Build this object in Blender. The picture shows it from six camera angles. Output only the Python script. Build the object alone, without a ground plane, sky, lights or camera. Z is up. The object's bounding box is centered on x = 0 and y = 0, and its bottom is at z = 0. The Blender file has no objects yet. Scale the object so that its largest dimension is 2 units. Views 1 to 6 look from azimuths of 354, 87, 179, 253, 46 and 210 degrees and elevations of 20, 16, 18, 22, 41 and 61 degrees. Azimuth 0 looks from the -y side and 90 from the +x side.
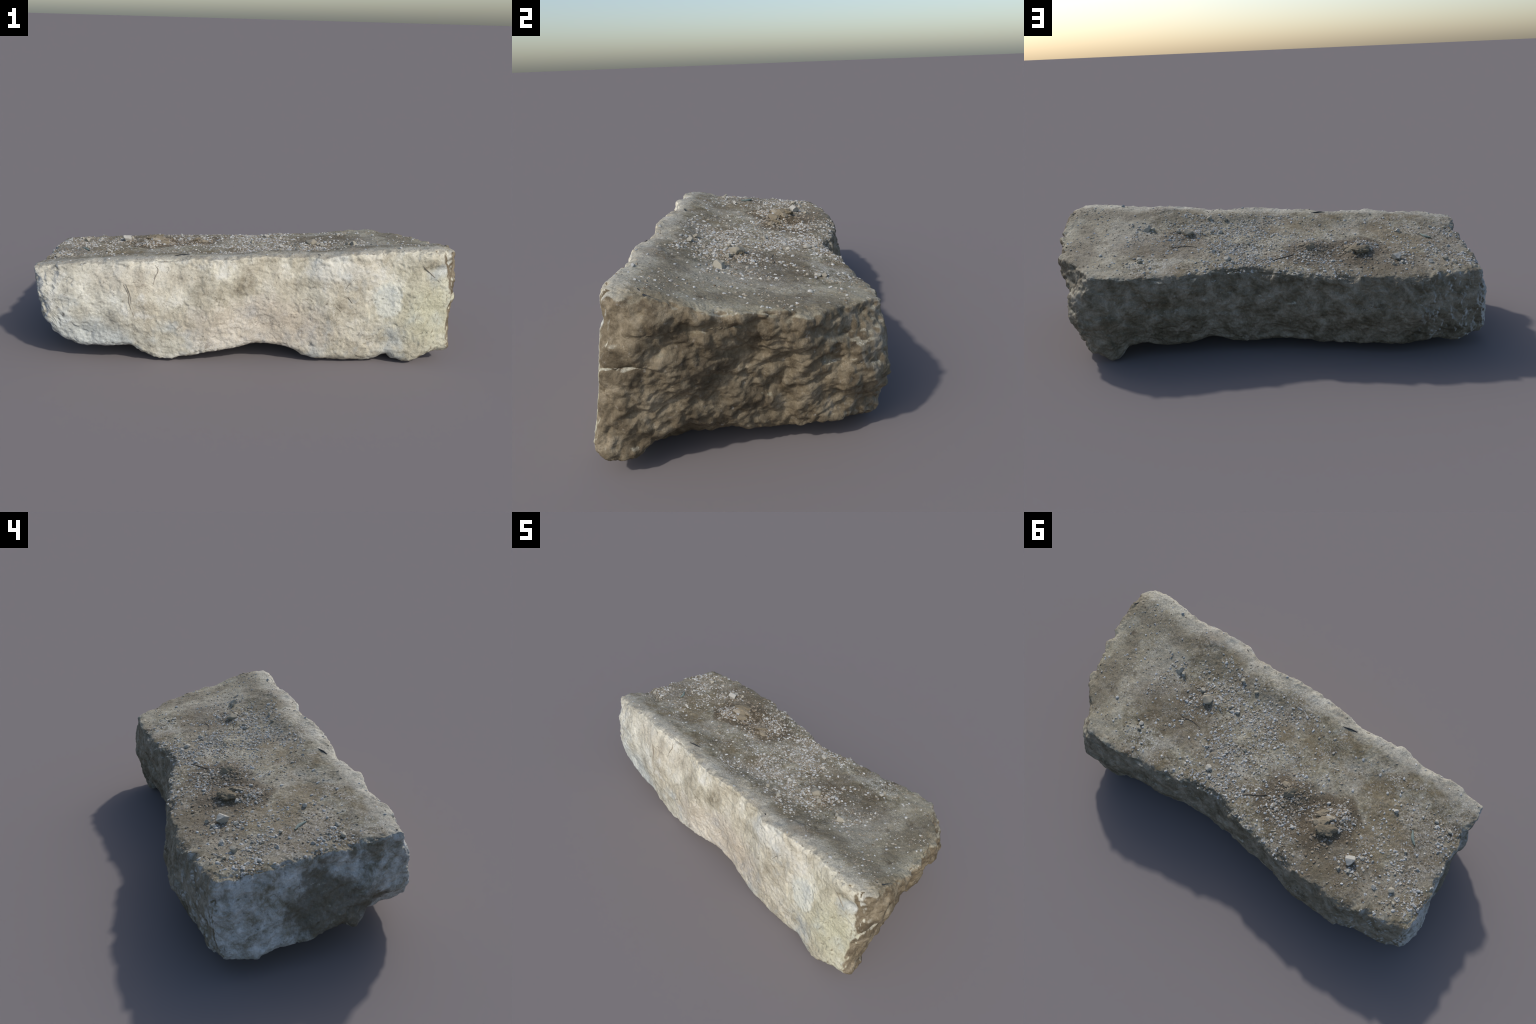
# A rough-hewn limestone block with a dusty, gravel-strewn top.
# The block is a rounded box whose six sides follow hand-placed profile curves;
# noise gives it its broken relief, and loose stones, gravel and straw lie on top.
import bpy, math, random
import numpy as np
from mathutils import Vector, Matrix
from mathutils.bvhtree import BVHTree

rng = np.random.default_rng(11)
random.seed(11)

# ------------------------------------------------------------------ helpers
def curve(points):
    """smooth interpolating profile through (position, value) points"""
    p = np.array(points, float)
    xs, ys = p[:, 0], p[:, 1]
    slope = np.gradient(ys, xs)
    def f(x):
        x = np.clip(x, xs[0], xs[-1])
        i = np.clip(np.searchsorted(xs, x, side="right") - 1, 0, len(xs) - 2)
        h = xs[i + 1] - xs[i]
        t = (x - xs[i]) / h
        a, b = t * t * (3 - 2 * t), t * (1 - t) ** 2
        c = t * t * (t - 1)
        return ys[i] * (1 - a) + ys[i + 1] * a + h * (slope[i] * b + slope[i + 1] * c)
    return f

def smooth(a, b, x):
    t = np.clip((x - a) / (b - a), 0, 1)
    return t * t * (3 - 2 * t)

def _hash(ix, iy, iz, seed):
    h = (ix * 374761393 + iy * 668265263 + iz * 1274126177 + seed * 974711) & 0xFFFFFFFF
    h = ((h ^ (h >> 13)) * 1274126177) & 0xFFFFFFFF
    h = ((h ^ (h >> 16)) * 2246822519) & 0xFFFFFFFF
    return ((h ^ (h >> 15)) & 0xFFFF) / 32767.5 - 1.0

def noise(p, scale, seed=0):
    """smooth value-gradient noise in about [-1, 1]; p is (n, 3), scale in cycles per metre"""
    q = np.asarray(p) * scale + 100.0 + seed * 7.31
    i = np.floor(q).astype(np.int64)
    f = q - i
    w = f * f * f * (f * (f * 6 - 15) + 10)
    total = 0.0
    for dx in (0, 1):
        for dy in (0, 1):
            for dz in (0, 1):
                a, b, c = i[:, 0] + dx, i[:, 1] + dy, i[:, 2] + dz
                g = (_hash(a, b, c, seed) * (f[:, 0] - dx) + _hash(a, b, c, seed + 17) * (f[:, 1] - dy)
                     + _hash(a, b, c, seed + 31) * (f[:, 2] - dz))
                total = total + g * (w[:, 0] if dx else 1 - w[:, 0]) * (w[:, 1] if dy else 1 - w[:, 1]) * (w[:, 2] if dz else 1 - w[:, 2])
    return total * 1.5

def fractal(p, scale, octaves=4, gain=0.5, seed=0):
    out, amp = 0.0, 1.0
    for o in range(octaves):
        out = out + amp * noise(p, scale * 2.03 ** o, seed + o * 5)
        amp *= gain
    return out

def ridged(p, scale, octaves=3, gain=0.55, seed=0):
    out, amp = 0.0, 1.0
    for o in range(octaves):
        out = out + amp * (1 - 2.2 * np.abs(noise(p, scale * 2.03 ** o, seed + o * 5)))
        amp *= gain
    return out

def chips(p, scale, seed=0):
    """facetted, cellular relief: every cell is a small tilted plane (broken stone)"""
    q = np.asarray(p) * scale
    i = np.floor(q).astype(np.int64)
    best = np.full(len(q), 9.0)
    val = np.zeros(len(q))
    for dx in (-1, 0, 1):
        for dy in (-1, 0, 1):
            for dz in (-1, 0, 1):
                a, b, c = i[:, 0] + dx, i[:, 1] + dy, i[:, 2] + dz
                ox, oy, oz = (0.5 + 0.45 * _hash(a, b, c, seed + k) for k in (1, 2, 3))
                d0, d1, d2 = q[:, 0] - a - ox, q[:, 1] - b - oy, q[:, 2] - c - oz
                d = d0 * d0 + d1 * d1 + d2 * d2
                v = (_hash(a, b, c, seed + 4) * 0.5 + d0 * _hash(a, b, c, seed + 5)
                     + d1 * _hash(a, b, c, seed + 6) + d2 * _hash(a, b, c, seed + 7))
                m = d < best
                best = np.where(m, d, best)
                val = np.where(m, v, val)
    return val

# ------------------------------------------------------------------ profiles of the block (metres)
front_top = curve([(-1, -.272), (-.93, -.268), (-.76, -.275), (-.67, -.268), (-.53, -.298), (-.40, -.300), (-.28, -.300),
                   (-.075, -.340), (.03, -.340), (.105, -.336), (.26, -.346), (.35, -.374), (.55, -.372), (.69, -.366),
                   (.83, -.402), (.94, -.405), (1, -.395)])
front_low = curve([(-1, -.320), (-.75, -.352), (-.58, -.372), (-.39, -.382), (-.15, -.402), (.10, -.404), (.30, -.420), (.43, -.430), (.65, -.436),
                   (.85, -.472), (1, -.470)])
back_top = curve([(-1, .372), (-.90, .380), (-.82, .400), (-.73, .420), (-.63, .437), (-.52, .437), (-.44, .430), (-.35, .420),
                  (-.24, .398), (-.10, .377), (-.02, .353), (.07, .325), (.17, .333), (.28, .350), (.39, .374), (.57, .382),
                  (.70, .385), (.77, .385), (1, .36)])
back_mid = curve([(-1, .390), (-.90, .402), (-.75, .440), (-.62, .468), (-.50, .460), (-.35, .437), (-.20, .402), (-.02, .364),
                  (.10, .338), (.25, .348), (.40, .376), (.60, .386), (.75, .398), (.9, .39), (1, .37)])
back_low = curve([(-1, .370), (-.85, .382), (-.65, .412), (-.45, .405), (-.30, .373), (0, .328), (.30, .322), (.60, .345),
                  (.75, .368), (1, .34)])
left_top = curve([(-.5, -.945), (-.30, -.955), (-.20, -.945), (-.13, -.932), (-.04, -.930), (.05, -.935), (.20, -.938), (.36, -.925), (.5, -.90)])
left_low = curve([(-.5, -.90), (-.30, -.915), (-.20, -.925), (-.12, -.945), (-.05, -.955), (.05, -.965), (.15, -.970), (.30, -.972), (.40, -.950), (.5, -.93)])
right_top = curve([(-.5, .930), (-.40, .955), (-.28, .988), (-.14, .998), (-.05, .985), (.12, .950), (.23, .890), (.38, .785), (.5, .71)])
right_mid = curve([(-.5, .990), (-.40, .995), (-.28, .995), (-.14, .980), (-.05, .958), (.12, .935), (.23, .910), (.34, .874), (.42, .81), (.5, .74)])
right_low = curve([(-.5, .985), (-.42, .992), (-.34, .992), (-.25, .972), (-.15, .945), (-.05, .912), (.06, .875), (.14, .862), (.20, .874), (.28, .880), (.36, .835), (.5, .72)])
front_foot = curve([(-1, .165), (-.93, .145), (-.87, .100), (-.83, .095), (-.755, .072), (-.63, .072), (-.51, .070), (-.455, .035),
                    (-.39, .006), (-.235, .028), (-.14, .050), (-.05, .060), (.10, .086), (.16, .080), (.23, .062), (.305, .024),
                    (.42, .014), (.51, .003), (.635, .012), (.69, .036), (.735, .012), (.85, .012), (.90, .020), (.95, .055), (1, .08)])
back_foot = curve([(-1, .11), (-.93, .06), (-.87, .020), (-.71, .030), (-.61, .028), (-.54, .030), (-.40, .030), (-.15, .036),
                   (0, .042), (.15, .032), (.28, .060), (.335, .045), (.44, .036), (.63, .050), (.70, -.008), (.77, .03), (.85, .06), (1, .1)])
mid_foot = curve([(-1, .04), (-.93, .022), (-.80, .004), (-.60, .002), (-.30, .004), (0, .025), (.30, .015), (.60, .010), (.75, .020), (.85, .045), (1, .07)])

right_foot = curve([(-.47, .06), (-.43, .045), (-.377, .045), (-.342, .052), (-.31, .075), (-.257, .100), (-.223, .115), (-.09, .085),
                    (-.04, .092), (0, .110), (.06, .085), (.114, .060), (.20, .058), (.29, .035), (.36, .06)])
left_foot = curve([(-.33, .180), (-.30, .172), (-.25, .172), (-.20, .188), (-.165, .175), (-.14, .085), (-.067, .095), (.017, .088), (.09, .070),
                   (.20, .060), (.27, .045), (.31, .045), (.35, .045), (.40, .06)])

def plane_top(x, y):
    return .4368 + .0309 * x - .1434 * y

MOUNDS = [  # x, y, radius along x, radius along y, turn, height: dirt heaps and hollows on top
    (-.42, .172, .050, .085, -.6, .026), (-.21, .125, .055, .045, .4, .016), (-.30, .20, .07, .06, 0, -.014),
    (.35, -.045, .050, .030, .3, .012), (.55, -.10, .035, .022, .3, .007), (.505, -.305, .055, .030, 0, .012),
    (.45, .12, .12, .05, .3, -.006), (-.78, .04, .012, .045, .5, .008),
    (.15, -.24, .08, .04, 0, .006), (-.93, -.10, .04, .025, 0, -.016),
]

def top_z(x, y):
    z = plane_top(x, y)
    edge = y - front_top(x)                                  # distance behind the front lip
    lip_width = .085 + .055 * smooth(.1, .8, x) - .02 * smooth(-.6, -.95, x)
    lip_height = .019 + .008 * smooth(.2, .7, x) - .012 * smooth(-.55, -.95, x)
    z = z + lip_height * (1 - smooth(lip_width * .7, lip_width * 2.4, edge)) - .003 * (1 - smooth(0, .03, edge))
    z = z + .010 * smooth(.20, .40, y) * smooth(-.6, -.9, x)
    z = z + .007 * smooth(.5, .75, x) * smooth(-.2, -.35, y)
    z = z - .010 * smooth(.2, .38, y) * smooth(.2, .4, x) * smooth(.78, .6, x) - .008 * smooth(-.82, -.95, x) * smooth(.15, -.1, y)
    for mx, my, ra, rb, turn, h in MOUNDS:
        dx, dy = x - mx, y - my
        u, v = dx * math.cos(turn) + dy * math.sin(turn), -dx * math.sin(turn) + dy * math.cos(turn)
        z = z + h * np.exp(-(u / ra) ** 2 - (v / rb) ** 2)
    return z

def foot_z(x, y):
    t = (y - front_low(x)) / (back_low(x) - front_low(x))
    f, m, b = front_foot(x), mid_foot(x), back_foot(x)
    f = np.maximum(f - .009, -.004)
    z = f + (m - f) * smooth(.05, .42, t)
    z = z + (b - z) * smooth(.58, .95, t)
    z = z + (right_foot(y) - z) * smooth(.80, .93, x) * smooth(.40, .33, y)       # the ends break off along slanting edges
    z = z + (left_foot(y) - z) * smooth(-.82, -.92, x)
    return z

DENTS = [  # centre, radius, depth along (direction): hollows (negative) and bosses of the broken ends
    ((1.0, -.37, .305), (.06, .06, .05), -.008, (1, 0, 0)), ((1.0, -.37, .42), (.06, .07, .04), .008, (1, 0, 0)),
    ((.97, -.02, .36), (.12, .085, .06), -.044, (1, 0, 0)), ((.94, .05, .22), (.12, .085, .08), -.044, (1, 0, 0)),
    ((.90, .24, .27), (.12, .05, .04), -.026, (1, 0, 0)), ((.87, .24, .12), (.12, .06, .05), -.026, (1, 0, 0)),
    ((.87, .32, .33), (.08, .05, .05), .012, (1, 0, 0)), ((.86, .33, .19), (.08, .05, .05), .010, (1, 0, 0)),
    ((.93, .13, .37), (.10, .09, .05), .014, (1, 0, 0)), ((.92, .12, .16), (.10, .05, .06), .014, (1, 0, 0)),
    ((.98, -.28, .20), (.10, .09, .025), -.012, (1, 0, 0)), ((.98, -.24, .35), (.10, .06, .03), .010, (1, 0, 0)),
    ((.97, -.12, .435), (.10, .15, .018), -.020, (1, 0, 0)), ((.97, -.33, .09), (.10, .07, .035), -.018, (1, 0, 0)),
    ((.99, -.35, .34), (.06, .08, .016), -.014, (1, 0, 0)), ((.97, -.20, .12), (.10, .06, .04), .010, (1, 0, 0)),
    ((-.97, .03, .32), (.09, .055, .05), -.018, (-1, 0, 0)), ((-.94, -.12, .38), (.06, .03, .07), -.016, (-1, 0, 0)),
    ((-.94, -.16, .26), (.10, .06, .07), .038, (-1, 0, 0)), ((-.95, .10, .10), (.08, .03, .04), -.008, (-1, 0, 0)),
    ((-.97, .25, .16), (.09, .11, .08), .008, (-1, 0, 0)), ((-.96, .10, .15), (.08, .03, .05), -.008, (-1, 0, 0)),
    ((-.32, .42, .08), (.07, .10, .05), -.022, (0, 1, 0)),
    ((.42, .38, .235), (.12, .10, .018), -.014, (0, 1, 0)), ((.36, .37, .15), (.14, .10, .05), .010, (0, 1, 0)),
    ((.20, .33, .36), (.05, .08, .05), -.010, (0, 1, 0)), ((.10, -.40, .20), (.10, .10, .07), -.008, (0, -1, 0)),
    ((-.72, -.32, .14), (.06, .08, .05), -.014, (0, -1, 0)),
    ((-.78, -.33, .30), (.14, .10, .10), .008, (0, -1, 0)), ((.90, -.44, .46), (.09, .10, .022), -.012, (0, -1, 0)),
    ((.69, -.44, .015), (.03, .06, .02), -.010, (0, -1, 0)), ((.31, -.37, .50), (.035, .05, .04), -.010, (0, -1, 0)),
]

# ------------------------------------------------------------------ build the block as one closed surface
def box_grid(nx, ny, nz):
    """the surface of a box as one welded quad grid with coordinates in [-1, 1]"""
    n = (nx, ny, nz)
    index, verts, faces = {}, [], []
    def vid(i, j, k):
        key = (i, j, k)
        if key not in index:
            index[key] = len(verts)
            verts.append((2 * i / nx - 1, 2 * j / ny - 1, 2 * k / nz - 1))
        return index[key]
    for axis in range(3):
        a, b = (axis + 1) % 3, (axis + 2) % 3
        for side in (0, n[axis]):
            for i in range(n[a]):
                for j in range(n[b]):
                    quad = []
                    for di, dj in ((0, 0), (1, 0), (1, 1), (0, 1)):
                        c = [0, 0, 0]
                        c[axis], c[a], c[b] = side, i + di, j + dj
                        quad.append(vid(*c))
                    faces.append(quad if side else quad[::-1])
    return np.array(verts), np.array(faces)

def vertex_normals(v, f):
    fn = np.cross(v[f[:, 2]] - v[f[:, 0]], v[f[:, 3]] - v[f[:, 1]])
    n = np.zeros_like(v)
    for k in range(4):
        np.add.at(n, f[:, k], fn)
    return n / np.maximum(np.linalg.norm(n, axis=1, keepdims=True), 1e-12)

grid, quads = box_grid(430, 180, 110)
half = np.array([.96, .38, .235])
q = grid * half
wob = noise(q, 7, 3)
radius = .034 + .010 * wob
radius = radius + .018 * smooth(-.6, -1, grid[:, 0]) * smooth(.3, -.8, grid[:, 2]) + .008 * smooth(.6, 1, grid[:, 1]) * smooth(.2, -.3, grid[:, 0])
radius = radius - .014 * smooth(-.6, -.95, grid[:, 1]) * smooth(.6, .95, grid[:, 2]) * smooth(.95, .75, grid[:, 0])
radius = radius[:, None]
inner = np.clip(q, -(half - radius), half - radius)
d = q - inner
length = np.linalg.norm(d, axis=1, keepdims=True)
q = inner + radius * d / np.maximum(length, 1e-9)
s, t, w = ((q / half + 1) / 2).T

y_guess = -.40 + .82 * t
x_left = left_low(y_guess) * (1 - w) + left_top(y_guess) * w
a = smooth(0, .55, w)
x_right = right_low(y_guess) * (1 - a) + right_mid(y_guess) * a
b = smooth(.5, 1, w)
x_right = x_right * (1 - b) + right_top(y_guess) * b
x = x_left * (1 - s) + x_right * s
y_front = front_low(x) * (1 - w) + front_top(x) * w - (.020 + .008 * smooth(-.65, -.4, x) * smooth(.1, -.15, x) - .014 * smooth(.7, .85, x)) * np.sin(np.pi * w) - .004 * smooth(.3, .65, x) * smooth(1, .7, x) * np.sin(np.pi * w)
a, b = smooth(0, .55, w), smooth(.45, 1, w)
y_back = back_low(x) * (1 - a) + back_mid(x) * a
y_back = y_back * (1 - b) + back_top(x) * b
y_front = y_front - .006 - .004 * np.exp(-((x - .66) / .10) ** 2) - .006 * np.exp(-((x + .72) / .14) ** 2) * w
y_front = y_front + (.012 * np.exp(-((x + .03) / .11) ** 2) + .009 * np.exp(-((x - .30) / .07) ** 2)) * np.sin(np.pi * w)
y_front = y_front + .016 * smooth(.78, .95, x) * np.sin(np.pi * w) + .014 * smooth(-.78, -.95, x)
y = y_front * (1 - t) + y_back * t
z = foot_z(x, y) * (1 - w) + top_z(x, y) * w
P = np.stack([x, y, z], 1)

N = vertex_normals(P, quads)
for c, r, depth, way in DENTS:
    e = (P - np.array(c)) / np.array(r)
    facing = np.clip(N @ np.array(way, float), 0, 1)
    P = P + (depth * np.exp(-(e ** 2).sum(1)) * facing)[:, None] * np.array(way, float)

# relief: strong on the broken ends and back, gentler on the dressed front, dusty on top
N = vertex_normals(P, quads)
up, down = smooth(.35, .8, N[:, 2]), smooth(-.3, -.8, N[:, 2])
right, left = smooth(.3, .8, N[:, 0]), smooth(.3, .8, -N[:, 0])
front, back = smooth(.3, .8, -N[:, 1]), smooth(.3, .8, N[:, 1])
side = 1 - up
rim = np.minimum(np.minimum(t, 1 - t) * .76, np.minimum(s, 1 - s) * 1.92)
ragged = np.exp(-(rim ** 2 + ((1 - w) * .45) ** 2) / .032 ** 2)          # closeness to the upper arrises, which are chipped
tilt = P @ np.array([[1, 0, 0], [0, .8, -.45], [0, .6, .9]])              # bedding of the broken right end slants
low = fractal(P, 5, 3, .5, 1)
mid = fractal(P, 16, 3, .5, 2)
fine = fractal(P, 60, 3, .6, 3)
crag = ridged(tilt * [1, .7, 1.3] + .03 * np.stack([low, mid, low], 1), 5.5, 4, .45, 4)
chip = chips(P + .02 * np.stack([mid, fine, low], 1), 12, 45) + .4 * chips(P + .01 * np.stack([fine, mid, low], 1), 28, 6)
disp = low * (.006 + .012 * right + .008 * left + .006 * back) * (1 - .8 * up) * (1 - .55 * front)
disp += mid * (.0045 * side * (1 - .35 * front) + .0026 * up + .007 * right + .002 * back)
disp += fine * (.0013 + .0006 * side + .0010 * right)
disp += (crag - .4) * (.0110 * right * smooth(-.43, -.33, P[:, 1]) + .0016 * front + .003 * back + .003 * left)
disp += chip * (.0050 * right + .0022 * front + .0055 * back + .0025 * left)
groove = np.exp(-(noise(P + .03 * np.stack([mid, low, fine], 1), 7, 51) / .035) ** 2) * smooth(.0, .35, noise(P, 4, 53))
groove += np.exp(-(noise(P + .02 * np.stack([low, mid, fine], 1), 15, 55) / .05) ** 2) * smooth(.1, .4, noise(P, 9, 57)) * .7
pits = smooth(.30, .62, noise(P, 34, 61)) + .6 * smooth(.34, .6, noise(P, 62, 63))
disp -= pits * side * (.0012 + .0030 * back + .0030 * left + .0025 * right)
disp += chips(P + .006 * np.stack([fine, mid, fine], 1), 40, 12) * (.0016 * back + .0022 * left + .002 * right)
disp -= groove * side * (.0042 + .003 * right + .0015 * back)
chunk = chips(P + .012 * np.stack([mid, fine, mid], 1), 22, 8)
disp += ragged * .0045 * chunk + chunk * (.0012 * front + .003 * left)
disp += ragged * (.005 * fractal(P, 24, 3, .6, 9) + .010 * fractal(P, 10, 2, .5, 19) - .002)
gritty = smooth(-.1, .5, fractal(P, 6, 2, .5, 21))
disp += up * gritty * .0024 * ridged(P, 85, 2, .6, 12)
P = P + N * disp[:, None]

# take the razor-thin slivers off the relief
def relax(v, amount):
    total, count = np.zeros_like(v), np.zeros((len(v), 1))
    for k in range(4):
        for j in (1, 3):
            np.add.at(total, quads[:, k], v[quads[:, (k + j) % 4]])
            np.add.at(count, quads[:, k], 1)
    mean = total / count
    far = np.linalg.norm(mean - v, axis=1, keepdims=True)
    return v + (mean - v) * np.clip(amount * smooth(.0008, .0030, far), 0, 1)
for _ in range(3):
    P = relax(P, .7)

# seat it in the frame: on the ground, centred, 2 m long
span = P.max(0) - P.min(0)
P[:, 0] = (P[:, 0] - (P[:, 0].max() + P[:, 0].min()) / 2) * (2.0 / span[0])
P[:, 1] -= (P[:, 1].max() + P[:, 1].min()) / 2
lowest = P[:, 2].min()
P[:, 2] -= lowest * (1 - smooth(0, .5, P[:, 2]))
N = vertex_normals(P, quads)

# ------------------------------------------------------------------ node helpers
class Nodes:
    def __init__(self, name):
        self.mat = bpy.data.materials.new(name)
        self.mat.use_nodes = True
        self.t = self.mat.node_tree
        self.bsdf = self.t.nodes["Principled BSDF"]
        self.coord = self.t.nodes.new("ShaderNodeTexCoord")
    def link(self, a, b):
        self.t.links.new(a, b)
    def put(self, socket, v):
        if hasattr(v, "is_output"):
            self.link(v, socket)
        elif isinstance(v, tuple) and len(v) == 3 and socket.type == "RGBA":
            socket.default_value = (*v, 1)
        else:
            socket.default_value = v
    def math(self, op, a, b=0.0, clamp=False):
        n = self.t.nodes.new("ShaderNodeMath")
        n.operation, n.use_clamp = op, clamp
        self.put(n.inputs[0], a)
        self.put(n.inputs[1], b)
        return n.outputs[0]
    def noise(self, scale, detail=4.0, rough=.55, offset=(0, 0, 0), stretch=(1, 1, 1), distort=0.0):
        m = self.t.nodes.new("ShaderNodeMapping")
        m.inputs["Location"].default_value = offset
        m.inputs["Scale"].default_value = stretch
        self.link(self.coord.outputs["Object"], m.inputs["Vector"])
        n = self.t.nodes.new("ShaderNodeTexNoise")
        n.inputs["Scale"].default_value = scale
        n.inputs["Detail"].default_value = detail
        n.inputs["Roughness"].default_value = rough
        n.inputs["Distortion"].default_value = distort
        self.link(m.outputs[0], n.inputs["Vector"])
        return n.outputs["Fac"]
    def cells(self, scale, offset=(0, 0, 0), what="Distance", feature="F1"):
        m = self.t.nodes.new("ShaderNodeMapping")
        m.inputs["Location"].default_value = offset
        self.link(self.coord.outputs["Object"], m.inputs["Vector"])
        n = self.t.nodes.new("ShaderNodeTexVoronoi")
        n.feature = feature
        n.inputs["Scale"].default_value = scale
        self.link(m.outputs[0], n.inputs["Vector"])
        return n.outputs[what]
    def step(self, v, lo, hi):
        n = self.t.nodes.new("ShaderNodeMapRange")
        n.interpolation_type = "SMOOTHSTEP"
        self.put(n.inputs["Value"], v)
        n.inputs["From Min"].default_value, n.inputs["From Max"].default_value = lo, hi
        return n.outputs[0]
    def mix(self, fac, a, b, blend="MIX"):
        n = self.t.nodes.new("ShaderNodeMix")
        n.data_type, n.blend_type = "RGBA", blend
        self.put(n.inputs[0], fac)
        self.put(n.inputs[6], a)
        self.put(n.inputs[7], b)
        return n.outputs[2]
    def ramp(self, v, stops):
        n = self.t.nodes.new("ShaderNodeValToRGB")
        el = n.color_ramp.elements
        while len(el) < len(stops):
            el.new(.5)
        for e, (pos, col) in zip(el, stops):
            e.position, e.color = pos, (*col, 1)
        self.link(v, n.inputs[0])
        return n.outputs[0]
    def blob(self, centre, size):
        """soft round mask (1 at the centre) at a place on the object"""
        m = self.t.nodes.new("ShaderNodeMapping")
        m.vector_type = "TEXTURE"
        m.inputs["Location"].default_value = centre
        m.inputs["Scale"].default_value = size
        self.link(self.coord.outputs["Object"], m.inputs["Vector"])
        g = self.t.nodes.new("ShaderNodeTexGradient")
        g.gradient_type = "SPHERICAL"
        self.link(m.outputs[0], g.inputs[0])
        return g.outputs["Fac"]
    def bump(self, height, strength, distance):
        n = self.t.nodes.new("ShaderNodeBump")
        n.inputs["Strength"].default_value, n.inputs["Distance"].default_value = strength, distance
        self.link(height, n.inputs["Height"])
        if self.bsdf.inputs["Normal"].links:
            self.link(self.bsdf.inputs["Normal"].links[0].from_socket, n.inputs["Normal"])
        self.link(n.outputs[0], self.bsdf.inputs["Normal"])

def stone_material():
    k = Nodes("weathered_limestone")
    geo = k.t.nodes.new("ShaderNodeNewGeometry")
    nsep = k.t.nodes.new("ShaderNodeSeparateXYZ")
    k.link(geo.outputs["Normal"], nsep.inputs[0])
    psep = k.t.nodes.new("ShaderNodeSeparateXYZ")
    k.link(k.coord.outputs["Object"], psep.inputs[0])
    px, py, pz = psep.outputs
    big = k.noise(3.2, 5, .6)
    blotch = k.noise(9, 6, .62, (3, 1, 7))
    speck = k.noise(55, 5, .65, (1, 5, 2))
    grit = k.noise(170, 3, .6, (2, 2, 9))
    # clean limestone
    stone = k.ramp(blotch, [(.29, (.265, .228, .158)), (.40, (.465, .422, .318)), (.51, (.64, .595, .465)), (.66, (.84, .805, .675))])
    stone = k.mix(k.step(big, .42, .62), stone, k.mix(.45, stone, (.43, .375, .28)))
    stone = k.mix(k.math("MULTIPLY", k.blob((.85, -.44, .28), (.33, .3, .33)), .9, True), stone, k.mix(.45, stone, (.55, .53, .34)))
    stone = k.mix(k.step(k.math("ADD", k.blob((.655, -.44, .31), (.10, .2, .12)), k.math("MULTIPLY", blotch, .6)), .55, .75), stone, (.68, .67, .56))
    stone = k.mix(k.step(k.noise(5, 5, .6, (8, 8, 1)), .52, .66), stone, k.mix(.65, stone, (.45, .475, .455)))
    stone = k.mix(k.step(k.noise(26, 7, .7, (4, 0, 6), (1, 1, 1), .6), .44, .30), stone, k.mix(.7, stone, (.20, .165, .115)))
    stone = k.mix(k.step(k.noise(7, 6, .65, (4, 9, 6)), .56, .70), stone, k.mix(.6, stone, (.78, .76, .68)))
    for place, size, tint, amount in (((-.74, -.35, .11), (.34, .3, .17), (.42, .48, .50), .75), ((.05, -.40, .17), (.50, .3, .22), (.50, .40, .32), .6),
                                      ((.88, -.45, .24), (.24, .3, .26), (.56, .56, .38), .5), ((.40, -.42, .45), (.22, .2, .10), (.74, .73, .66), .7),
                                      ((-.45, -.33, .40), (.40, .2, .10), (.62, .53, .40), .5)):
        m = k.step(k.math("ADD", k.blob(place, size), k.math("MULTIPLY", k.math("SUBTRACT", blotch, .5), 1.1)), .1, .65)
        stone = k.mix(k.math("MULTIPLY", m, amount), stone, k.mix(.6, stone, tint))
    west = k.step(k.math("ADD", px, k.math("MULTIPLY", k.math("SUBTRACT", big, .5), 1.2)), -.15, -.75)
    stone = k.mix(k.math("MULTIPLY", west, .42), stone, k.mix(.55, stone, (.52, .555, .54)))
    # brown stone on the broken right end, its tone partly baked shade; darker grey-olive back
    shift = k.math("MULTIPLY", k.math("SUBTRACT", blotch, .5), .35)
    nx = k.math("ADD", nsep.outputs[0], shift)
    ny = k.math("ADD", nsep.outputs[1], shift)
    brownend = k.ramp(k.noise(12, 8, .72, (5, 2, 4), (1, 1, 1), .3), [(.31, (.045, .033, .018)), (.43, (.105, .079, .046)), (.55, (.190, .152, .096)), (.70, (.335, .28, .195))])
    col = k.mix(k.math("MULTIPLY", k.step(nx, .15, .55), k.step(px, .55, .75)), stone, brownend)
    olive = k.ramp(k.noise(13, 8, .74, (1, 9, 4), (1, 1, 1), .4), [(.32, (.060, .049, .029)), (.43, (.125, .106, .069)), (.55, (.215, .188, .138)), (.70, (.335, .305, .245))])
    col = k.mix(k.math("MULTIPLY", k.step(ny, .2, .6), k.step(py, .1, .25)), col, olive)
    greyend = k.ramp(k.noise(13, 8, .74, (6, 9, 2), (1, 1, 1), .4), [(.30, (.09, .076, .046)), (.40, (.22, .208, .165)), (.50, (.36, .362, .34)), (.64, (.55, .565, .56))])
    greyend = k.mix(k.math("MULTIPLY", k.step(k.math("ADD", k.blob((-.95, -.04, .20), (.3, .24, .26)), k.math("MULTIPLY", k.math("SUBTRACT", blotch, .5), 2.2)), .12, .50), .8), greyend, k.mix(speck, (.045, .038, .022), (.17, .145, .10)))  # dark patch paints part of the left hollow's shade into the colour
    col = k.mix(k.math("MULTIPLY", k.step(k.math("ADD", k.math("MULTIPLY", nsep.outputs[0], -1.0), shift), .2, .6), k.step(px, -.6, -.8)), col, greyend)
    # dust and soil lying on top
    soil = k.ramp(k.noise(15, 8, .76, (4, 4, 4)), [(.34, (.072, .056, .028)), (.44, (.158, .134, .080)), (.53, (.260, .234, .163)), (.66, (.42, .395, .315))])
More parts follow.
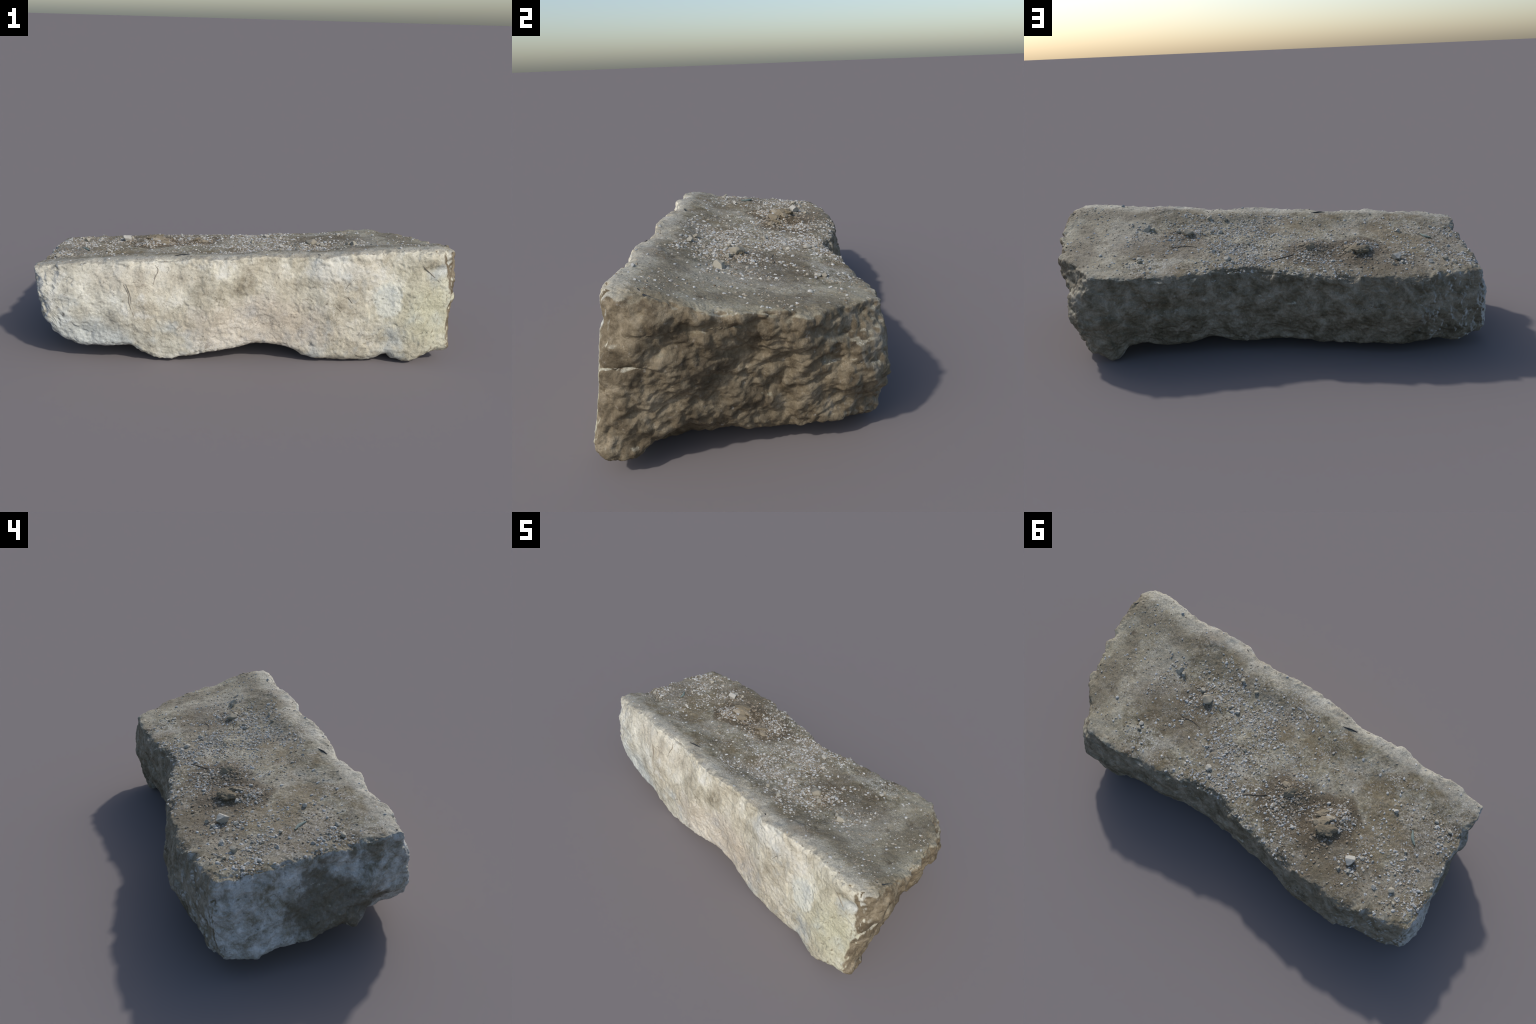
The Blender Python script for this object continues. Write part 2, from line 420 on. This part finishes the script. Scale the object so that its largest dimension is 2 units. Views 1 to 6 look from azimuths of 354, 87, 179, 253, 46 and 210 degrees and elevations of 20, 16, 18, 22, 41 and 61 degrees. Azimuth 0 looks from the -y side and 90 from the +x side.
    soil = k.mix(k.step(k.noise(4.5, 4, .6, (9, 1, 0)), .46, .62), soil, k.mix(.5, soil, (.330, .305, .250)))
    soil = k.mix(k.step(k.noise(4.0, 6, .7, (2, 7, 0)), .48, .62), soil, k.mix(.7, soil, (.150, .113, .058)))
    grain = k.cells(210, (1, 2, 3), "Color")
    gsep = k.t.nodes.new("ShaderNodeSeparateColor")
    k.link(grain, gsep.inputs[0])
    zone = k.step(k.noise(6, 4, .6, (0, 3, 5)), .40, .62)
    soil = k.mix(k.math("MULTIPLY", k.step(gsep.outputs[0], .72, .9), k.math("MULTIPLY", zone, .8)), soil, (.47, .45, .41))
    soil = k.mix(k.math("MULTIPLY", k.step(gsep.outputs[1], .68, .9), k.math("MULTIPLY", zone, .7)), soil, (.085, .066, .045))
    soil = k.mix(k.math("MULTIPLY", k.step(k.math("ADD", px, k.math("MULTIPLY", big, .5)), .75, 1.0), .45), soil, (.33, .30, .215))
    lip_line = k.math("ADD", py, k.math("ADD", k.math("MULTIPLY", px, .075), k.math("MULTIPLY", k.math("SUBTRACT", blotch, .5), .22)))
    soil = k.mix(k.math("MULTIPLY", k.step(lip_line, -.245, -.305), .6), soil, k.mix(.5, stone, (.28, .27, .24)))
    off = k.math("ABSOLUTE", k.math("ADD", lip_line, .195))
    ditch = k.math("MULTIPLY", k.step(off, .075, .02), k.step(k.math("ADD", px, k.math("MULTIPLY", blotch, .8)), .2, .7))
    soil = k.mix(k.math("MULTIPLY", ditch, .55), soil, k.mix(speck, (.06, .046, .026), (.20, .165, .105)))
    lips = k.step(k.math("ADD", nsep.outputs[2], k.math("MULTIPLY", k.math("SUBTRACT", speck, .5), .5)), .55, .80)
    for place, size, strength in (((-.26, .19, .42), (.21, .19, .3), .9), ((-.43, .17, .42), (.17, .20, .3), .92),
                                  ((-.48, .34, .37), (.36, .20, .3), .55), ((.45, .08, .44), (.30, .18, .3), .5), ((.83, .12, .44), (.10, .34, .2), .45),
                                  ((-.85, .10, .40), (.14, .36, .2), .3),
                                  ((.50, -.31, .53), (.10, .05, .1), .35), ((.38, -.03, .45), (.12, .07, .1), .5)):
        m = k.math("MULTIPLY", k.step(k.math("ADD", k.blob(place, size), k.math("MULTIPLY", k.math("SUBTRACT", blotch, .5), 1.1)), .12, .38), strength)
        soil = k.mix(m, soil, k.mix(speck, (.040, .029, .016), (.145, .112, .066)))
    col = k.mix(lips, col, soil)
    # specks, pores and pale grains
    col = k.mix(k.math("MULTIPLY", k.step(speck, .60, .74), .45), col, k.mix(.5, col, (.66, .64, .59)))
    col = k.mix(k.math("MULTIPLY", k.step(speck, .42, .30), .5), col, (.075, .062, .045))
    col = k.mix(k.math("ADD", k.math("MULTIPLY", lips, .3), .3), col, k.ramp(grit, [(.3, (.30, .30, .30)), (.7, (.75, .75, .75))]), "OVERLAY")
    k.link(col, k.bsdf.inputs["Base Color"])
    k.bsdf.inputs["Roughness"].default_value = .72
    k.bsdf.inputs["Specular IOR Level"].default_value = .4
    k.bump(k.noise(70, 7, .7, (3, 3, 3)), .65, .008)
    k.bump(k.noise(260, 4, .6, (7, 3, 3)), .35, .0025)
    return k.mat

def pebble_material(name, stops):
    k = Nodes(name)
    info = k.t.nodes.new("ShaderNodeObjectInfo")
    geo = k.t.nodes.new("ShaderNodeNewGeometry")
    either = k.math("FRACT", k.math("ADD", info.outputs["Random"], geo.outputs["Random Per Island"]))
    v = k.math("ADD", k.math("MULTIPLY", either, .8), k.math("MULTIPLY", k.noise(30, 4, .6), .35))
    col = k.ramp(v, stops)
    col = k.mix(k.math("MULTIPLY", k.step(k.noise(70, 4, .6), .52, .66), .5), col, (.13, .105, .075))
    k.link(col, k.bsdf.inputs["Base Color"])
    k.bsdf.inputs["Roughness"].default_value = .9
    k.bsdf.inputs["Specular IOR Level"].default_value = .2
    k.bump(k.noise(160, 4, .6), .4, .003)
    return k.mat

stone = stone_material()

# ------------------------------------------------------------------ objects
root = bpy.data.objects.new("stone_block", None)
bpy.context.collection.objects.link(root)
root["label"] = "rough weathered limestone block with dusty gravel-strewn top"
root["category"] = "stone block"

def add_mesh(name, verts, faces, material, normals=None, parent=root):
    me = bpy.data.meshes.new(name)
    me.vertices.add(len(verts))
    me.vertices.foreach_set("co", np.asarray(verts, np.float32).ravel())
    faces = np.asarray(faces)
    k = faces.shape[1]
    me.loops.add(faces.size)
    me.loops.foreach_set("vertex_index", faces.ravel().astype(np.int32))
    me.polygons.add(len(faces))
    me.polygons.foreach_set("loop_start", np.arange(0, faces.size, k, dtype=np.int32))
    me.update(calc_edges=True)
    me.validate()
    me.polygons.foreach_set("use_smooth", np.ones(len(me.polygons), bool))
    if normals is not None:
        me.normals_split_custom_set_from_vertices(normals.tolist())
    me.materials.append(material)
    ob = bpy.data.objects.new(name, me)
    ob.parent = parent
    bpy.context.collection.objects.link(ob)
    return ob

def part(name, chosen):
    used = np.unique(quads[chosen])
    remap = np.full(len(P), -1)
    remap[used] = np.arange(len(used))
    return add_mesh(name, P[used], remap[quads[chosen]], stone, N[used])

on_top = np.arange(len(quads)) >= 0
centre_w = grid[quads][:, :, 2].mean(1)
on_top = centre_w > .9999
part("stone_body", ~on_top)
part("dirt_layer", on_top)

# a lookup of the top surface to lay stones on
tree = BVHTree.FromPolygons(P.tolist(), quads.tolist())
def ground(px, py):
    hit = tree.ray_cast(Vector((px, py, 1.0)), Vector((0, 0, -1)))
    return (hit[0], hit[1]) if hit[0] is not None else (None, None)

def icosphere(level):
    g = (1 + 5 ** .5) / 2
    v = [(-1, g, 0), (1, g, 0), (-1, -g, 0), (1, -g, 0), (0, -1, g), (0, 1, g), (0, -1, -g), (0, 1, -g), (g, 0, -1), (g, 0, 1), (-g, 0, -1), (-g, 0, 1)]
    v = [np.array(p) / np.linalg.norm(p) for p in v]
    f = [(0, 11, 5), (0, 5, 1), (0, 1, 7), (0, 7, 10), (0, 10, 11), (1, 5, 9), (5, 11, 4), (11, 10, 2), (10, 7, 6), (7, 1, 8),
         (3, 9, 4), (3, 4, 2), (3, 2, 6), (3, 6, 8), (3, 8, 9), (4, 9, 5), (2, 4, 11), (6, 2, 10), (8, 6, 7), (9, 8, 1)]
    for _ in range(level):
        mids, nf = {}, []
        def mid(i, j):
            key = (min(i, j), max(i, j))
            if key not in mids:
                m = v[i] + v[j]
                mids[key] = len(v)
                v.append(m / np.linalg.norm(m))
            return mids[key]
        for a_, b_, c_ in f:
            x_, y_, z_ = mid(a_, b_), mid(b_, c_), mid(c_, a_)
            nf += [(a_, x_, z_), (b_, y_, x_), (c_, z_, y_), (x_, y_, z_)]
        f = nf
    return np.array(v), np.array(f)

def stone_shape(level, seed, angular):
    v, f = icosphere(level)
    r = np.random.default_rng(seed)
    out = v.copy()
    for _ in range(int(angular)):                       # slice facets off, as broken gravel has
        n = r.normal(size=3)
        n /= np.linalg.norm(n)
        cut = r.uniform(.48, .82)
        dist = out @ n
        out -= np.clip(dist - cut, 0, None)[:, None] * n
    out *= (1 + .10 * fractal(v, 1.6, 3, .5, seed))[:, None]
    return out * np.array([1, r.uniform(.65, .95), r.uniform(.5, .8)]), f

pale = pebble_material("pale_pebble", [(.1, (.22, .19, .14)), (.35, (.335, .305, .245)), (.6, (.37, .385, .39)), (.75, (.42, .405, .355)), (.95, (.52, .52, .495))])
clod = pebble_material("earthy_stone", [(.1, (.17, .14, .092)), (.5, (.25, .212, .15)), (.9, (.34, .30, .23))])
crumb = pebble_material("soil_crumb", [(.1, (.13, .10, .065)), (.5, (.22, .18, .13)), (.9, (.32, .28, .22))])
grey = pebble_material("grey_stone", [(.1, (.27, .24, .18)), (.5, (.38, .355, .29)), (.95, (.49, .475, .43))])
protos = []
for i in range(9):
    v, f = stone_shape(3, 40 + i, 4 + i)
    me_ob = add_mesh("pebble", v, f, pale)
    protos.append(me_ob.data)
    bpy.data.objects.remove(me_ob)
faceted = []
for i in range(6):
    v, f = stone_shape(3, 140 + i, 9)
    me_ob = add_mesh("stone_chip", v * [1, 1.1, 1.25], f, grey)
    faceted.append(me_ob.data)
    bpy.data.objects.remove(me_ob)
clod_meshes = []
for i in range(4):
    v, f = stone_shape(4, 70 + i, 1)
    v *= (1 + .30 * fractal(v, 1.9, 3, .5, 80 + i) + .09 * fractal(v, 5, 3, .6, 90 + i))[:, None]
    me_ob = add_mesh("clod", v, f, clod)
    clod_meshes.append(me_ob.data)
    bpy.data.objects.remove(me_ob)

def lay(name, mesh, px, py, size, sink=.35, turn=None, flat=1.0, stretch=1.0):
    p, n = ground(px, py)
    if p is None or n.z < .45:
        return None
    ob = bpy.data.objects.new(name, mesh)
    turn = rng.uniform(0, 6.28) if turn is None else turn
    rot = Vector((0, 0, 1)).rotation_difference(n).to_matrix() @ Matrix.Rotation(turn, 3, "Z") @ Matrix.Rotation(rng.normal() * .25, 3, "X")
    ob.matrix_world = Matrix.Translation(p + n * size * .62 * flat * (1 - 2 * sink)) @ rot.to_4x4() @ Matrix.Diagonal((size * stretch, size, size * flat, 1))
    ob.parent = root
    bpy.context.collection.objects.link(ob)
    return ob

# stones seen one by one: x, y, radius
NOTED = [(-.596, .256, .030), (.20, -.065, .014), (.349, -.040, .026), (.549, -.102, .022), (.525, -.095, .014), (-.897, -.078, .014),
         (-.809, .276, .018), (.216, .148, .012), (.152, .230, .016), (.539, .240, .013), (.257, -.21, .016), (.175, -.193, .013),
         (-.615, .30, .011), (-.575, .31, .012), (-.64, .22, .010), (-.83, -.09, .011), (-.66, -.035, .013), (.40, -.075, .016), (.375, -.06, .011),
         (.06, .075, .012), (.545, .215, .012), (-.74, .30, .013), (-.84, .32, .011), (.13, .26, .010), (-.78, .10, .009), (-.79, .12, .008)]
for i, (sx, sy, r) in enumerate(NOTED):
    lay("stone_chip", faceted[i % 6], sx, sy, r, .22)
# the earthy heaps: knobbly lumps stuck together
for cx, cy, r, st, turn in ((-.448, .200, .034, 1.3, .6), (-.420, .172, .030, 1.3, 1.2), (-.392, .140, .026, 1.3, .9), (-.405, .190, .022, 1.2, .2),
                            (-.435, .150, .020, 1.2, .4), (-.19, .115, .020, 1.1, 0), (-.228, .138, .024, 1.4, .8), (.345, -.035, .022, 1.2, 0)):
    lay("clod", clod_meshes[int(abs(cx) * 100) % 4], cx, cy, r, .44, turn, .62, st)

def gravel_density(px, py):
    """how thickly gravel lies at a place on the top (arrays of x and y)"""
    def heap(cx, cy, rx, ry):
        return np.exp(-((px - cx) / rx) ** 2 - ((py - cy) / ry) ** 2)
    clump = smooth(-.25, .45, fractal(np.stack([px, py, 0 * px + .3], 1), 8, 3, .6, 33))
    g = .10 + 1.1 * np.exp(-((px - .05 + .35 * (py - .1)) / .26) ** 2 - ((py - .08) / .30) ** 2)
    g += .9 * heap(-.72, .26, .18, .10) + .5 * heap(-.85, -.05, .08, .2) + .9 * heap(-.45, .12, .06, .08)
    g += .5 * heap(-.22, .16, .09, .09) + .5 * heap(.40, -.02, .20, .10)
    return g * (.2 + 1.1 * clump) * np.where(py - front_top(px) > .10, 1, .2)

def scatter(r, count, steepest):
    """random places that follow the gravel density, with the surface point and normal there"""
    out = []
    while len(out) < count:
        px, py, pick = r.uniform(-.95, .97, 4000), r.uniform(-.40, .46, 4000), r.uniform(0, 1.6, 4000)
        keep = pick < gravel_density(px, py)
        for u, v in zip(px[keep], py[keep]):
            p, n = ground(u, v)
            if p is not None and n.z > steepest and p.z > .31 and u < right_top(v) - .06:
                out.append((u, v, p, n))
                if len(out) == count:
                    break
    return out

for px, py, p, n in scatter(rng, 240, .85):
    lay("pebble", protos[int(rng.integers(9))], px, py, min(.0105, float(.0035 + .0026 * rng.exponential())), .40)

# fine gravel, too small to pick apart: joined into one mesh
small = [stone_shape(1, 200 + i, 6) for i in range(6)]
for name, count, lo, hi, material, seed in (("gravel", 6200, .0018, .0095, pale, 5), ("crumbs", 6000, .0016, .0065, crumb, 6)):
    r = np.random.default_rng(seed)
    vs, fs, total = [], [], 0
    for px, py, p, nn in scatter(r, count, .7):
        v, f = small[int(r.integers(6))]
        size = lo + (hi - lo) * r.uniform() ** 3
        ang = r.uniform(0, 6.28)
        c, s_ = math.cos(ang), math.sin(ang)
        vv = v @ np.array([[c, s_, 0], [-s_, c, 0], [0, 0, 1]]) * size + np.array(p) + np.array([0, 0, -size * .1])
        vs.append(vv)
        fs.append(f + total)
        total += len(v)
    ob = add_mesh(name, np.concatenate(vs), np.concatenate(fs), material)
    ob["kind"] = "stuff"
    ob.data.polygons.foreach_set("use_smooth", np.zeros(len(ob.data.polygons), bool))

# the two dirt heaps crumble into coarse dark grains
r = np.random.default_rng(8)
vs, fs, total = [], [], 0
for hx, hy, rx, ry, count in ((-.43, .165, .055, .075, 420), (-.25, .165, .060, .060, 420), (.37, -.045, .05, .03, 90), (-.55, .30, .12, .07, 160)):
    for _ in range(count):
        px, py = hx + rx * r.normal(), hy + ry * r.normal()
        p, n = ground(px, py)
        if p is None or n.z < .6:
            continue
        v, f = small[int(r.integers(6))]
        size, ang = .002 + .0075 * r.uniform() ** 3, r.uniform(0, 6.28)
        c, s_ = math.cos(ang), math.sin(ang)
        vs.append(v @ np.array([[c, s_, 0], [-s_, c, 0], [0, 0, 1]]) * size + np.array(p))
        fs.append(f + total)
        total += len(v)
ob = add_mesh("soil_grains", np.concatenate(vs), np.concatenate(fs), crumb)
ob["kind"] = "stuff"
ob.data.polygons.foreach_set("use_smooth", np.zeros(len(ob.data.polygons), bool))

# straws, rootlets and dark splinters lying on or stuck to the stone; stand-ins for a hole and a crack
def straw_material(name, colour):
    k = Nodes(name)
    k.link(k.mix(k.noise(60, 3, .6), tuple(c * .6 for c in colour), colour), k.bsdf.inputs["Base Color"])
    k.bsdf.inputs["Roughness"].default_value = .8
    return k.mat

def strand(name, points, radius, material):
    cu = bpy.data.curves.new(name, "CURVE")
    cu.dimensions, cu.bevel_depth, cu.bevel_resolution, cu.resolution_u = "3D", radius, 2, 6
    sp = cu.splines.new("BEZIER")
    sp.bezier_points.add(len(points) - 1)
    for bp, p in zip(sp.bezier_points, points):
        bp.co = p
        bp.handle_left_type = bp.handle_right_type = "AUTO"
    sp.bezier_points[0].radius = sp.bezier_points[-1].radius = .4
    tmp = bpy.data.objects.new(name, cu)
    bpy.context.collection.objects.link(tmp)
    bpy.context.view_layer.update()
    me = bpy.data.meshes.new_from_object(tmp.evaluated_get(bpy.context.evaluated_depsgraph_get()))
    bpy.data.objects.remove(tmp)
    me.materials.clear()
    me.materials.append(material)
    me.polygons.foreach_set("use_smooth", np.ones(len(me.polygons), bool))
    ob = bpy.data.objects.new(name, me)
    ob.parent = root
    bpy.context.collection.objects.link(ob)

dark = straw_material("dark_splinter", (.022, .026, .030))
greenish = straw_material("lichen_green_stick", (.20, .25, .22))
brownish = straw_material("dry_rootlet", (.10, .078, .052))
faded = straw_material("faded_rootlet", (.34, .30, .235))
def over_front(pts):
    """points (x, z) laid onto the front face"""
    out = []
    for px, pz in pts:
        hit = tree.ray_cast(Vector((px, -2.0, pz)), Vector((0, 1, 0)))
        out.append(hit[0] + hit[1] * .0004)
    return out
def over(pts, lift):
    out = []
    for px, py in pts:
        p, n = ground(px, py)
        out.append(p + n * lift)
    return out
strand("twig", over([(-.76, .00), (-.775, .03), (-.80, .055)], .004), .007, greenish)
strand("splinter", over([(-.33, -.262), (-.30, -.258), (-.26, -.25)], .0005), .0035, dark)
strand("splinter", over([(.325, -.352), (.337, -.358)], .000), .006, dark)  # dark blob added to stand for the hole at the front lip
strand("splinter", over([(.92, -.31), (.945, -.29), (.957, -.275)], .0005), .0035, dark)
strand("rootlet", over([(-.03, .27), (-.07, .24), (-.11, .22), (-.15, .19)], .0005), .003, brownish)
strand("rootlet", over([(.30, .09), (.35, .08), (.40, .085), (.43, .08)], .0005), .0025, brownish)
strand("rootlet", over([(.18, .21), (.16, .235), (.13, .245)], .0005), .002, brownish)
for name, pts, r_, m_ in (("splinter", [(.802, .483), (.849, .439), (.890, .403)], .0026, faded), ("rootlet", [(-.563, .376), (-.544, .340), (-.537, .288), (-.518, .230)], .0026, faded),  # first strand is added to draw a diagonal crack in the stone
                          ("rootlet", [(-.551, .378), (-.533, .329), (-.529, .277)], .0022, faded), ("rootlet", [(-.420, .455), (-.406, .437), (-.420, .405), (-.428, .373)], .0026, faded),
                          ("splinter", [(.405, .290), (.433, .263)], .003, faded), ("splinter", [(.461, .335), (.484, .304)], .003, faded),
                          ("rootlet", [(.515, .432), (.469, .395), (.441, .357)], .002, faded)):
    strand(name, over_front(pts), r_, m_)
